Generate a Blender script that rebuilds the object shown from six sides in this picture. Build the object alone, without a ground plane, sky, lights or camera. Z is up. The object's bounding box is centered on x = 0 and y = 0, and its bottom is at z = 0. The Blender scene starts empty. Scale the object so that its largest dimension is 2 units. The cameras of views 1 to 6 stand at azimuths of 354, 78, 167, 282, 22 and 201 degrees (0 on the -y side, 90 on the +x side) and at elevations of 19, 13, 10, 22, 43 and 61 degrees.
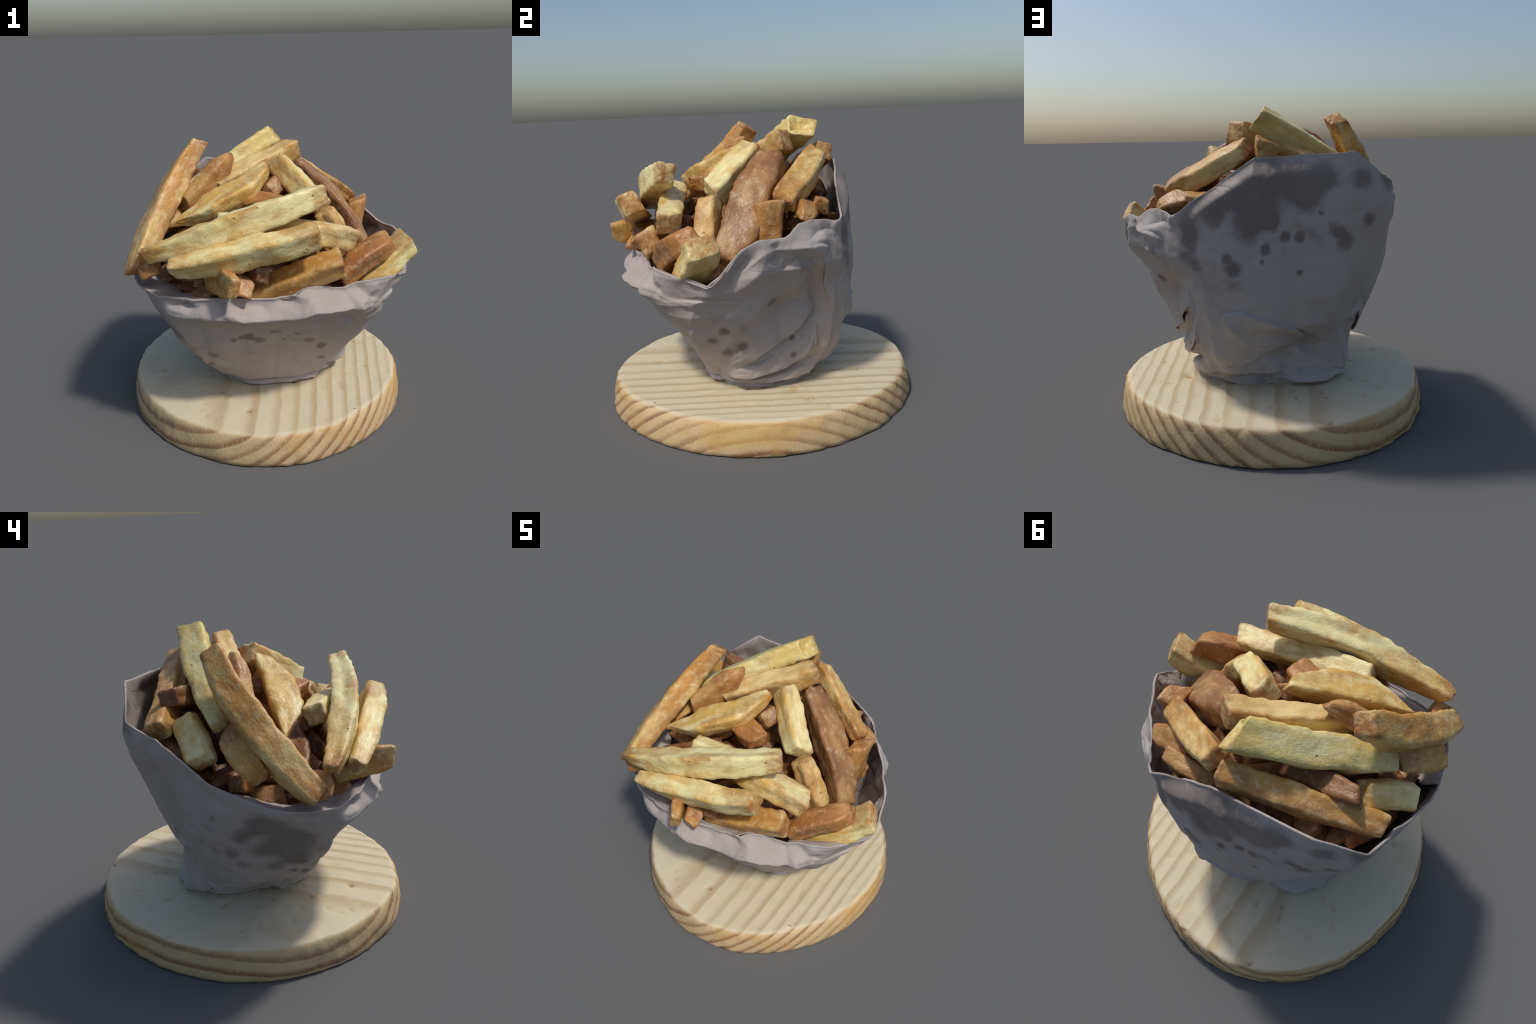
# A paper wrap of chunky fried potato sticks standing on a round wooden board.
import bpy, math, random
import numpy as np
from mathutils import Vector, Matrix, noise

rng = random.Random(11)
TAU = math.tau


# ------------------------------------------------------------------ helpers
def smoothstep(a, b, x):
    t = np.clip((x - a) / (b - a), 0, 1)
    return t * t * (3 - 2 * t)


def periodic(angles_deg, values, at):
    """Linear interpolation round a closed ring (angles in degrees)."""
    a = np.asarray(angles_deg, float) % 360
    v = np.asarray(values, float)
    o = np.argsort(a)
    a, v = a[o], v[o]
    a = np.concatenate([a[-1:] - 360, a, a[:1] + 360])
    v = np.concatenate([v[-1:], v, v[:1]])
    return np.interp(at % 360, a, v)


def blur_ring(v, n):
    for _ in range(n):
        v = 0.25 * np.roll(v, 1, 0) + 0.5 * v + 0.25 * np.roll(v, -1, 0)
    return v


def grid_noise(P, scale, seed, octaves=3):
    off = Vector((seed * 7.13, seed * 3.7, seed * 1.9))
    return np.array([noise.fractal(Vector(p) * scale + off, 0.8, 2.0, octaves) for p in P])


def new_mesh_object(name, verts, faces, mat, smooth=True):
    me = bpy.data.meshes.new(name)
    me.from_pydata([tuple(v) for v in verts], [], faces)
    me.materials.append(mat)
    for p in me.polygons:
        p.use_smooth = smooth
    me.update()
    ob = bpy.data.objects.new(name, me)
    bpy.context.scene.collection.objects.link(ob)
    return ob


def tag(ob, label, category):
    ob["label"] = label
    ob["category"] = category


# ---------------------------------------------------------------- node tools
class Nodes:
    def __init__(self, name):
        self.m = bpy.data.materials.new(name)
        self.m.use_nodes = True
        self.t = self.m.node_tree
        self.b = self.t.nodes["Principled BSDF"]

    def put(self, sock, v):
        if hasattr(v, "is_linked"):
            self.t.links.new(v, sock)
        elif isinstance(v, (tuple, list)) and len(v) == 3 and sock.type == "RGBA":
            sock.default_value = (*v, 1)
        else:
            sock.default_value = v

    def node(self, kind, **ins):
        n = self.t.nodes.new(kind)
        for k, v in ins.items():
            self.put(n.inputs[k], v)
        return n

    def math(self, op, a, b=0.0, c=0.0, clamp=False):
        n = self.t.nodes.new("ShaderNodeMath")
        n.operation, n.use_clamp = op, clamp
        for i, v in enumerate((a, b, c)):
            self.put(n.inputs[i], v)
        return n.outputs[0]

    def vmath(self, op, a, b=(0, 0, 0)):
        n = self.t.nodes.new("ShaderNodeVectorMath")
        n.operation = op
        self.put(n.inputs[0], a)
        self.put(n.inputs[1], b)
        return n.outputs["Value"] if op in ("LENGTH", "DISTANCE", "DOT_PRODUCT") else n.outputs[0]

    def mix(self, f, a, b, blend="MIX"):
        n = self.t.nodes.new("ShaderNodeMix")
        n.data_type, n.blend_type = "RGBA", blend
        n.clamp_factor = True
        self.put(n.inputs[0], f)
        self.put(n.inputs[6], a)
        self.put(n.inputs[7], b)
        return n.outputs[2]

    def noise(self, vec, scale, detail=3.0, rough=0.55, dist=0.0):
        n = self.node("ShaderNodeTexNoise", Vector=vec, Scale=scale, Detail=detail, Roughness=rough, Distortion=dist)
        return n.outputs["Fac"]

    def ramp(self, f, lo, hi):
        n = self.t.nodes.new("ShaderNodeMapRange")
        n.interpolation_type = "SMOOTHSTEP"
        self.put(n.inputs["Value"], f)
        self.put(n.inputs["From Min"], lo)
        self.put(n.inputs["From Max"], hi)
        return n.outputs["Result"]

    def xyz(self, vec):
        n = self.t.nodes.new("ShaderNodeSeparateXYZ")
        self.put(n.inputs[0], vec)
        return n.outputs

    def coord(self, which):
        n = self.t.nodes.new("ShaderNodeTexCoord")
        return n.outputs[which]

    def bump(self, height, strength, distance=0.01):
        n = self.node("ShaderNodeBump", Strength=strength, Distance=distance, Height=height)
        self.t.links.new(n.outputs[0], self.b.inputs["Normal"])

    def finish(self, colour, rough, spec=0.35):
        self.put(self.b.inputs["Base Color"], colour)
        self.put(self.b.inputs["Roughness"], rough)
        self.put(self.b.inputs["Specular IOR Level"], spec)
        return self.m


# ------------------------------------------------------------------ materials
def fry_material(name, pale, golden, brown, gold_at, brown_at, end_brown):
    """Mottled fried potato: pale flesh, golden patches, browned ends and corners."""
    k = Nodes(name)
    obj, gen = k.coord("Object"), k.coord("Generated")
    info = k.t.nodes.new("ShaderNodeObjectInfo")
    rnd = info.outputs["Random"]
    shift = k.node("ShaderNodeCombineXYZ", X=k.math("MULTIPLY", rnd, 31.0), Y=k.math("MULTIPLY", rnd, 17.0), Z=rnd).outputs[0]
    vec = k.vmath("ADD", obj, shift)
    stretched = k.node("ShaderNodeMapping", Vector=vec, Scale=(0.55, 1.0, 1.0)).outputs[0]
    big = k.noise(stretched, 5.5, 3.0, 0.6, 0.4)
    mid = k.noise(stretched, 17.0, 4.0, 0.6)
    fine = k.noise(vec, 60.0, 3.0, 0.6)
    blend = k.math("ADD", k.math("MULTIPLY", big, 0.65), k.math("MULTIPLY", mid, 0.35))
    g = k.ramp(k.math("ADD", blend, k.math("MULTIPLY", k.math("SUBTRACT", rnd, 0.5), 0.12)), gold_at - 0.13, gold_at + 0.13)
    col = k.mix(g, pale, golden)
    # golden along the cut edges
    yy = k.math("ABSOLUTE", k.math("SUBTRACT", k.xyz(gen)[1], 0.5))
    zz = k.math("ABSOLUTE", k.math("SUBTRACT", k.xyz(gen)[2], 0.5))
    rim = k.math("ADD", k.math("MULTIPLY", k.math("MINIMUM", yy, zz), 2.0), k.math("MULTIPLY", k.math("SUBTRACT", blend, 0.5), 1.6))
    col = k.mix(k.math("MULTIPLY", k.ramp(rim, 0.50, 0.95), 0.9), col, golden)
    crust = k.ramp(k.math("ADD", k.math("MULTIPLY", yy, 2.0), k.math("MULTIPLY", k.math("SUBTRACT", blend, 0.5), 1.2)), 0.72, 1.0)
    col = k.mix(k.math("MULTIPLY", crust, 0.5), col, golden)
    # browned ends
    x = k.xyz(gen)[0]
    e = k.math("MULTIPLY", k.math("ABSOLUTE", k.math("SUBTRACT", x, 0.5)), 2.0)
    ends = k.ramp(k.math("ADD", e, k.math("MULTIPLY", k.math("SUBTRACT", mid, 0.5), 0.5)), 0.78, 1.08)
    patch = k.ramp(k.noise(stretched, 7.0, 3.0, 0.6, 0.0), brown_at - 0.10, brown_at + 0.12)
    geo = k.t.nodes.new("ShaderNodeNewGeometry")
    edge = k.ramp(k.math("ADD", geo.outputs["Pointiness"], k.math("MULTIPLY", k.math("SUBTRACT", mid, 0.5), 0.10)), 0.515, 0.58)
    br = k.math("MAXIMUM", k.math("MULTIPLY", ends, end_brown), k.math("MULTIPLY", patch, 0.6), clamp=True)
    br = k.math("MAXIMUM", br, k.math("MULTIPLY", edge, 0.55), clamp=True)
    col = k.mix(br, col, brown)
    # pale starchy flecks and fine grain
    fl = k.ramp(k.noise(vec, 24.0, 4.0, 0.65), 0.50, 0.68)
    col = k.mix(k.math("MULTIPLY", fl, 0.36), col, k.mix(0.5, pale, (0.86, 0.76, 0.50)))
    dk = k.ramp(k.noise(vec, 20.0, 2.0, 0.5, 0.0), 0.70, 0.77)
    col = k.mix(k.math("MULTIPLY", dk, 0.35), col, (0.13, 0.055, 0.022))
    vor = k.node("ShaderNodeTexVoronoi", Vector=vec, Scale=15.0)
    pit = k.math("MULTIPLY", k.math("SUBTRACT", 1.0, k.ramp(vor.outputs["Distance"], 0.05, 0.16)), k.ramp(k.noise(vec, 6.0, 2.0), 0.52, 0.60))
    col = k.mix(k.math("MULTIPLY", pit, 0.5), col, (0.20, 0.085, 0.03))
    h = k.math("ADD", k.math("MULTIPLY", mid, 0.7), k.math("MULTIPLY", fine, 0.3))
    h = k.math("SUBTRACT", h, k.math("MULTIPLY", pit, 0.4))
    k.bump(h, 0.75, 0.014)
    return k.finish(col, 0.42, 0.40)


PALE = fry_material("pale_potato", (0.86, 0.76, 0.38), (0.64, 0.39, 0.10), (0.38, 0.155, 0.042), 0.515, 0.585, 0.95)
GOLD = fry_material("golden_potato", (0.76, 0.56, 0.235), (0.55, 0.275, 0.065), (0.30, 0.112, 0.034), 0.475, 0.535, 0.95)
TAN = fry_material("browned_potato", (0.57, 0.33, 0.115), (0.42, 0.18, 0.05), (0.24, 0.09, 0.035), 0.46, 0.53, 0.85)
SKIN = fry_material("potato_with_skin", (0.48, 0.27, 0.11), (0.33, 0.15, 0.052), (0.19, 0.08, 0.04), 0.47, 0.53, 0.7)
GREEN = fry_material("greenish_potato", (0.83, 0.74, 0.39), (0.70, 0.53, 0.17), (0.38, 0.20, 0.05), 0.54, 0.66, 0.7)
DARK = fry_material("dark_potato", (0.30, 0.14, 0.05), (0.20, 0.078, 0.028), (0.11, 0.042, 0.02), 0.45, 0.52, 0.8)  # potato colours darkened to paint in the shadow of the deep gaps


def wood_material():
    """Pine: growth rings round an axis above and left of the board, lying along y."""
    k = Nodes("pine_wood")
    o = k.coord("Object")
    warp = k.noise(o, 1.6, 2.0, 0.5)
    s = k.xyz(o)
    turn = math.radians(12.0)
    xr = k.math("ADD", k.math("MULTIPLY", s[0], math.cos(turn)), k.math("MULTIPLY", s[1], -math.sin(turn)))
    dx = k.math("ADD", xr, 0.62)
    dz = k.math("SUBTRACT", s[2], 1.22)
    r = k.math("SQRT", k.math("ADD", k.math("MULTIPLY", dx, dx), k.math("MULTIPLY", dz, dz)))
    r = k.math("ADD", r, k.math("MULTIPLY", warp, 0.06))
    q = k.math("SUBTRACT", r, 1.1)
    count = k.math("ADD", k.math("MULTIPLY", r, 10.5), k.math("MULTIPLY", k.math("MULTIPLY", q, q), 4.5))   # rings get closer outwards
    ph = k.math("FRACT", count)
    # slow rise through the early wood, sharp fall after the dark late wood
    late = k.math("MULTIPLY", k.ramp(ph, 0.40, 0.82), k.math("SUBTRACT", 1.0, k.ramp(ph, 0.88, 1.0)))
    which = k.noise(k.node("ShaderNodeCombineXYZ", X=k.math("FLOOR", count), Y=0.0, Z=0.0).outputs[0], 2.3, 1.0)
    late = k.math("MULTIPLY", late, k.ramp(which, 0.2, 0.65))
    geo = k.t.nodes.new("ShaderNodeNewGeometry")
    top = k.ramp(s[2], 0.183, 0.199)
    fibre = k.noise(k.node("ShaderNodeMapping", Vector=o, Scale=(60.0, 3.0, 60.0)).outputs[0], 1.0, 3.0, 0.6)
    pores = k.noise(k.node("ShaderNodeMapping", Vector=o, Scale=(90.0, 90.0, 45.0)).outputs[0], 1.0, 2.0, 0.6)
    blot = k.noise(o, 3.2, 3.0, 0.6)
    side_col = k.mix(late, (0.60, 0.435, 0.23), (0.26, 0.125, 0.058))
    side_col = k.mix(k.math("MULTIPLY", k.ramp(pores, 0.50, 0.72), 0.40), side_col, (0.72, 0.56, 0.33))
    side_col = k.mix(k.math("MULTIPLY", k.ramp(blot, 0.54, 0.68), 0.42), side_col, (0.55, 0.30, 0.085))
    top_col = k.mix(k.math("MULTIPLY", late, 0.68), (0.665, 0.575, 0.40), (0.44, 0.30, 0.145))
    top_col = k.mix(k.math("MULTIPLY", k.ramp(blot, 0.5, 0.72), 0.20), top_col, (0.56, 0.47, 0.27))
    # resin and wear: an orange smear on the right edge
    wear = k.math("DIVIDE", k.vmath("DISTANCE", k.node("ShaderNodeMapping", Vector=o, Scale=(1.0, 0.45, 1.4)).outputs[0], (0.89, -0.11, 0.23)), 0.20)
    wear = k.math("SUBTRACT", 1.0, k.ramp(k.math("ADD", wear, k.math("MULTIPLY", k.math("SUBTRACT", k.noise(o, 9.0, 3.0), 0.5), 1.2)), 0.5, 1.1))
    side_col = k.mix(k.math("MULTIPLY", wear, 0.5), side_col, (0.62, 0.36, 0.10))
    col = k.mix(top, side_col, top_col)
    nick = k.ramp(k.noise(k.node("ShaderNodeMapping", Vector=o, Scale=(34.0, 15.0, 30.0)).outputs[0], 1.0, 1.0, 0.4), 0.74, 0.80)
    col = k.mix(k.math("MULTIPLY", nick, 0.35), col, (0.30, 0.22, 0.12))
    col = k.mix(k.math("MULTIPLY", k.ramp(fibre, 0.5, 0.8), 0.12), col, (0.40, 0.25, 0.11))
    h = k.math("ADD", k.math("MULTIPLY", pores, k.math("SUBTRACT", 1.0, k.math("MULTIPLY", top, 0.8))), k.math("MULTIPLY", nick, -2.5))
    k.bump(h, 0.35, 0.006)
    return k.finish(col, 0.6, 0.3)


WOOD = wood_material()


def paper_material(spots, patches):
    """Grey-brown greaseproof paper with soaked grease stains."""
    k = Nodes("greasy_wrapping_paper")
    o = k.coord("Object")
    n1 = k.noise(o, 2.2, 3.0, 0.55)
    n2 = k.noise(o, 14.0, 4.0, 0.6)
    n3 = k.noise(o, 120.0, 2.0, 0.7)
    col = k.mix(k.ramp(n1, 0.35, 0.65), (0.395, 0.34, 0.31), (0.43, 0.38, 0.355))
    col = k.mix(k.math("MULTIPLY", k.ramp(n2, 0.5, 0.75), 0.28), col, (0.36, 0.285, 0.225))
    col = k.mix(k.math("MULTIPLY", k.ramp(n3, 0.50, 0.75), 0.16), col, (0.55, 0.51, 0.49))
    wob = k.math("MULTIPLY", k.math("SUBTRACT", k.noise(o, 9.0, 4.0, 0.62), 0.5), 0.9)
    wob2 = k.math("MULTIPLY", k.math("SUBTRACT", k.noise(o, 38.0, 3.0, 0.65), 0.5), 0.5)
    shake = k.math("ADD", wob, wob2)

    nz = k.node("ShaderNodeTexNoise", Vector=o, Scale=13.0, Detail=3.0, Roughness=0.6)
    push = k.t.nodes.new("ShaderNodeVectorMath")
    push.operation = "MULTIPLY_ADD"
    k.t.links.new(nz.outputs["Color"], push.inputs[0])
    push.inputs[1].default_value = (0.075, 0.075, 0.075)
    k.t.links.new(o, push.inputs[2])
    bent = k.vmath("ADD", push.outputs[0], (-0.0375, -0.0375, -0.0375))

    half = k.node("ShaderNodeMix")
    half.data_type = "VECTOR"
    half.inputs[0].default_value = 0.6
    k.t.links.new(o, half.inputs[4])
    k.t.links.new(bent, half.inputs[5])

    def soak(group, lo, hi, bent):
        total = 0.0
        for c, r, a in group:
            d = k.math("DIVIDE", k.vmath("DISTANCE", bent, tuple(c)), r * 1.5)
            f = k.math("MULTIPLY", k.math("SUBTRACT", 1.0, k.ramp(d, 0.0, 1.0)), a)
            total = k.math("ADD", total, f)
        return k.ramp(k.math("ADD", total, k.math("MULTIPLY", shake, 0.60)), lo, hi)

    stain = k.math("MAXIMUM", k.math("MULTIPLY", soak(patches, 0.05, 0.80, bent), 0.92), soak(spots, 0.05, 0.60, half.outputs[1]))
    # fibre grain shows through the stain
    stain = k.math("MULTIPLY", stain, k.math("ADD", 0.72, k.math("MULTIPLY", n3, 0.5)), clamp=True)
    dark = k.mix(k.ramp(n1, 0.4, 0.6), (0.175, 0.142, 0.128), (0.205, 0.170, 0.150))
    haze = k.ramp(k.noise(o, 5.0, 5.0, 0.62, 0.5), 0.56, 0.74)
    stain = k.math("MAXIMUM", stain, k.math("MULTIPLY", haze, 0.42))
    col = k.mix(stain, col, dark)
    def wrinkle(scale, seed):
        w = k.noise(k.vmath("ADD", o, (seed, seed * 0.7, seed * 1.3)), scale, 1.0, 0.4, 0.6)
        return k.ramp(k.math("ABSOLUTE", k.math("SUBTRACT", w, 0.5)), 0.0, 0.05)

    creases = k.math("ADD", k.math("MULTIPLY", wrinkle(3.2, 3.0), 1.0), k.math("MULTIPLY", wrinkle(7.5, 9.0), 0.55))
    h = k.math("ADD", k.math("MULTIPLY", n2, 0.30), k.math("MULTIPLY", n3, 0.08))
    h = k.math("ADD", h, k.math("MULTIPLY", creases, 0.17))
    k.bump(h, 0.55, 0.014)
    return k.finish(col, k.math("SUBTRACT", 0.68, k.math("MULTIPLY", stain, 0.18)), 0.28)


# -------------------------------------------------------------- wooden board
def build_board():
    n = 220
    th = np.linspace(0, TAU, n, endpoint=False)
    deg = np.degrees(th)
    # slightly oval, a little irregular
    R0 = periodic([0, 20, 45, 65, 90, 112, 130, 150, 175, 195, 215, 235, 262, 285, 305, 330, 345],
                  [0.946, 0.944, 0.955, 0.978, 1.0, 0.988, 0.970, 0.942, 0.940, 0.943, 0.955, 0.975, 1.0, 0.985, 0.952, 0.943, 0.944], deg)
    R0 = blur_ring(R0, 6)
    # width of the rounded-over edge: broad and soft on +x side, tight elsewhere
    soft = blur_ring(periodic([0, 60, 120, 200, 300], [0.050, 0.045, 0.030, 0.028, 0.050], deg), 10)
    prof = [(-0.012, 0.0), (-0.001, 0.006), (0.001, 0.03), (-0.003, 0.07), (-0.010, 0.115), (-0.019, 0.150)]
    rings = []
    for dr, z in prof:
        rings.append((R0 + dr, np.full(n, z)))
    for f in (0.30, 0.6, 0.85, 1.0):
        a = f * math.pi / 2
        rings.append((R0 - 0.021 - soft * (1 - math.cos(a)) * 0.9, 0.154 + 0.046 * math.sin(a) * np.ones(n)))
    for f in np.linspace(0.94, 0.06, 26):
        rings.append((R0 * f - 0.02 * f, np.full(n, 0.200)))
    V, F = [], []
    for i, (r, z) in enumerate(rings):
        x, y = r * np.cos(th), r * np.sin(th)
        P = np.stack([x, y, z], 1)
        if i > 0:
            d = grid_noise(P, 5.0, 1.0) * 0.007 + grid_noise(P, 19.0, 2.0) * 0.006 - np.maximum(0, grid_noise(P, 14.0, 9.0) - 0.5) * 0.03
            if i < 10:
                P[:, 0] += np.cos(th) * d
                P[:, 1] += np.sin(th) * d
            # shallow gouges in the top
            dent = np.maximum(0, grid_noise(P, 13.0, 5.0) - 0.45) * 0.03
            P[:, 2] += (grid_noise(P, 9.0, 3.0) * 0.0022 - dent) * (1 if i > 8 else 0.5)
        V += list(P)
    for i in range(len(rings) - 1):
        for j in range(n):
            k = (j + 1) % n
            F.append((i * n + j, i * n + k, (i + 1) * n + k, (i + 1) * n + j))
    F.append(tuple(range(n - 1, -1, -1)))
    F.append(tuple((len(rings) - 1) * n + j for j in range(n)))
    ob = new_mesh_object("wooden_board", V, F, WOOD)
    tag(ob, "round pale pine board with brown growth rings", "serving board")
    return ob


# ---------------------------------------------------------------- paper wrap
# rim corner points (x, y, z), round the mouth
RIM = [(-0.355, 0.59, 1.562), (-0.592, 0.516, 1.396), (-0.649, 0.397, 1.357), (-0.748, 0.225, 1.289), (-0.823, 0.023, 1.151),
       (-0.845, -0.129, 1.10), (-0.856, -0.30, 1.04), (-0.84, -0.45, 1.015), (-0.79, -0.54, 1.01), (-0.707, -0.64, 0.985),
       (-0.50, -0.735, 0.985), (-0.263, -0.785, 1.005), (-0.10, -0.755, 0.975), (0.05, -0.78, 0.985), (0.16, -0.74, 1.03),
       (0.376, -0.70, 1.0), (0.524, -0.70, 1.03), (0.64, -0.665, 1.03), (0.75, -0.57, 1.01), (0.855, -0.45, 0.97),
       (0.88, -0.38, 1.03), (0.876, -0.26, 1.16), (0.844, -0.167, 1.195), (0.80, 0.0, 1.19), (0.75, 0.09, 1.246),
       (0.69, 0.20, 1.26), (0.64, 0.34, 1.235), (0.60, 0.39, 1.25), (0.40, 0.43, 1.385), (0.18, 0.487, 1.537), (-0.08, 0.54, 1.552)]
# radius of the wrap by azimuth (every 22.5 degrees) at a few heights
LEVELS = [0.20, 0.30, 0.42, 0.60, 0.76, 0.88, 1.00, 1.25]
SECTION = [
    [0.42, 0.42, 0.40, 0.35, 0.36, 0.46, 0.47, 0.43, 0.36, 0.32, 0.36, 0.38, 0.36, 0.38, 0.42, 0.43],
    [0.47, 0.48, 0.47, 0.39, 0.34, 0.39, 0.47, 0.48, 0.45, 0.43, 0.48, 0.44, 0.395, 0.435, 0.51, 0.515],
    [0.50, 0.51, 0.57, 0.44, 0.34, 0.33, 0.46, 0.50, 0.55, 0.55, 0.62, 0.50, 0.455, 0.50, 0.60, 0.60],
    [0.54, 0.54, 0.63, 0.565, 0.53, 0.52, 0.525, 0.57, 0.65, 0.68, 0.77, 0.61, 0.54, 0.62, 0.74, 0.70],
    [0.575, 0.54, 0.65, 0.60, 0.575, 0.58, 0.59, 0.635, 0.725, 0.76, 0.855, 0.70, 0.69, 0.77, 0.855, 0.795],
    [0.675, 0.60, 0.665, 0.61, 0.58, 0.595, 0.645, 0.665, 0.765, 0.83, 0.93, 0.86, 0.83, 0.865, 0.88, 0.825],
    [0.77, 0.69, 0.67, 0.61, 0.58, 0.61, 0.69, 0.695, 0.785, 0.89, 0.98, 0.93, 0.88, 0.91, 0.945, 0.905],
    [0.78, 0.72, 0.66, 0.59, 0.575, 0.635, 0.78, 0.77, 0.78, 0.84, 0.94, 0.88, 0.84, 0.90, 0.95, 0.90],
]


def section_radius(deg, z):
    """Radius of the smooth wrap at azimuth deg (array) and height z (array)."""
    az = np.arange(16) * 22.5
    rows = np.array([periodic(az, s, deg) for s in SECTION])
    z = np.clip(z, LEVELS[0], LEVELS[-1])
    i = np.clip(np.searchsorted(LEVELS, z) - 1, 0, len(LEVELS) - 2)
    lo, hi = np.array(LEVELS)[i], np.array(LEVELS)[i + 1]
    t = (z - lo) / (hi - lo)
    j = np.arange(len(deg))
    return rows[i, j] * (1 - t) + rows[i + 1, j] * t


def polyline_field(deg, z, pts, scale=0.0115):
    """Signed distance (metres, about) to a crease drawn in (azimuth, height), and 0..1 along it."""
    best = np.full(deg.shape, 9.0)
    sign = np.zeros(deg.shape)
    along = np.zeros(deg.shape)
    n = len(pts) - 1
    for i in range(n):
        (a0, z0), (a1, z1) = pts[i], pts[i + 1]
        x = ((deg - a0 + 180) % 360 - 180) * scale
        y = z - z0
        dx, dy = (((a1 - a0 + 180) % 360) - 180) * scale, z1 - z0
        L2 = dx * dx + dy * dy
        t = np.clip((x * dx + y * dy) / L2, 0, 1)
        d = np.hypot(x - t * dx, y - t * dy)
        s = np.sign(dx * y - dy * x)          # + is to the left of the direction of travel
        near = d < best
        best = np.where(near, d, best)
        sign = np.where(near, s, sign)
        along = np.where(near, (i + t) / n, along)
    return best, sign, along


# creases: kind, points (azimuth, height), height of relief, reach in metres
CREASES = []


def crease(kind, pts, amp, reach):
    CREASES.append((kind, pts, amp, reach))


# back: bulging panel over a deep tuck, with slanting folds under it
crease("step", [(128, 0.32), (109, 0.47), (95, 0.575), (84, 0.62), (65, 0.70), (52, 0.69)], 0.035, 0.16)
crease("valley", [(128, 0.33), (112, 0.42), (97, 0.50), (84, 0.545), (66, 0.57)], 0.045, 0.06)
crease("ridge", [(54, 0.69), (60, 0.56), (64, 0.49), (84, 0.49), (96, 0.47)], 0.035, 0.07)
crease("step", [(36, 0.29), (59, 0.385), (73, 0.44), (90, 0.50)][::-1], 0.030, 0.09)
crease("ridge", [(41, 0.31), (56, 0.325), (72, 0.325), (88, 0.30)], 0.035, 0.05)
crease("valley", [(60, 0.35), (80, 0.385), (100, 0.36)], 0.030, 0.04)
crease("valley", [(44, 0.25), (62, 0.25), (84, 0.24)], 0.045, 0.04)
crease("ridge", [(32, 0.98), (33, 0.74), (34, 0.607), (35, 0.465), (31, 0.29)], 0.030, 0.09)
# right side: vertical flap edge with a pocket, long diagonal folds
crease("ridge", [(0, 1.155), (10, 1.115), (19, 1.065), (23, 0.93), (30, 0.77), (38, 0.62)], 0.042, 0.10)
crease("valley", [(4, 1.08), (15, 1.02), (19, 0.92), (25, 0.76), (29, 0.68)], 0.030, 0.06)
crease("step", [(27, 0.72), (16, 0.64), (7, 0.555), (352, 0.48), (336, 0.39)][::-1], 0.028, 0.16)
crease("valley", [(336, 0.375), (352, 0.455), (7, 0.525), (18, 0.62)], 0.020, 0.045)
crease("step", [(26, 0.60), (26, 0.46), (15, 0.385), (3, 0.33), (345, 0.30)][::-1], 0.030, 0.10)
crease("step", [(12, 0.39), (356, 0.325), (340, 0.30), (322, 0.285)][::-1], 0.030, 0.08)
crease("valley", [(322, 0.265), (345, 0.275), (5, 0.30), (20, 0.34)], 0.035, 0.035)
crease("step", [(20, 0.27), (1, 0.262), (340, 0.245), (316, 0.24)][::-1], 0.030, 0.03)
crease("ridge", [(341, 0.70), (350, 0.79), (5, 0.87), (14, 0.92)], 0.020, 0.09)
crease("valley", [(340, 0.62), (352, 0.70), (8, 0.80)], 0.012, 0.06)
crease("ridge", [(319, 0.875), (327, 0.905), (340, 0.915), (346, 0.97), (350, 1.035), (352, 1.14)], 0.030, 0.08)
crease("valley", [(322, 1.00), (334, 0.965), (342, 1.02), (345, 1.12)], 0.028, 0.06)
crease("valley", [(355, 1.17), (357, 1.11), (354, 1.05)], 0.022, 0.04)
crease("step", [(319, 0.865), (330, 0.87), (345, 0.86)][::-1], 0.018, 0.06)
# front: folded-over band below the mouth
crease("ridge", [(222, 0.87), (233, 0.855), (250, 0.895), (258, 0.865), (266, 0.84), (272, 0.85), (282, 0.92), (296, 0.90), (312, 0.85), (322, 0.86)], 0.034, 0.085)
crease("valley", [(226, 0.935), (231, 0.95), (237, 0.91)], 0.030, 0.035)
crease("valley", [(252, 0.965), (258, 0.93), (266, 0.90)], 0.020, 0.04)
crease("ridge", [(249, 1.0), (249, 0.90)], 0.014, 0.03)
crease("valley", [(268, 0.985), (278, 0.945), (288, 0.985), (293, 1.01)], 0.028, 0.045)
crease("ridge", [(274, 0.99), (284, 0.975), (292, 1.00)], 0.016, 0.04)
crease("valley", [(303, 1.02), (307, 0.94), (312, 0.90)], 0.024, 0.05)
crease("step", [(221, 0.79), (245, 0.83), (262, 0.755), (275, 0.715), (300, 0.70), (318, 0.69)], 0.010, 0.08)
crease("step", [(212, 0.285), (235, 0.28), (256, 0.27), (275, 0.265), (300, 0.265), (316, 0.275)], 0.022, 0.20)
crease("valley", [(225, 0.262), (256, 0.252), (285, 0.25), (312, 0.258)], 0.030, 0.022)
crease("ridge", [(235, 0.222), (262, 0.218), (300, 0.222), (316, 0.235)], 0.042, 0.03)
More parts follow.
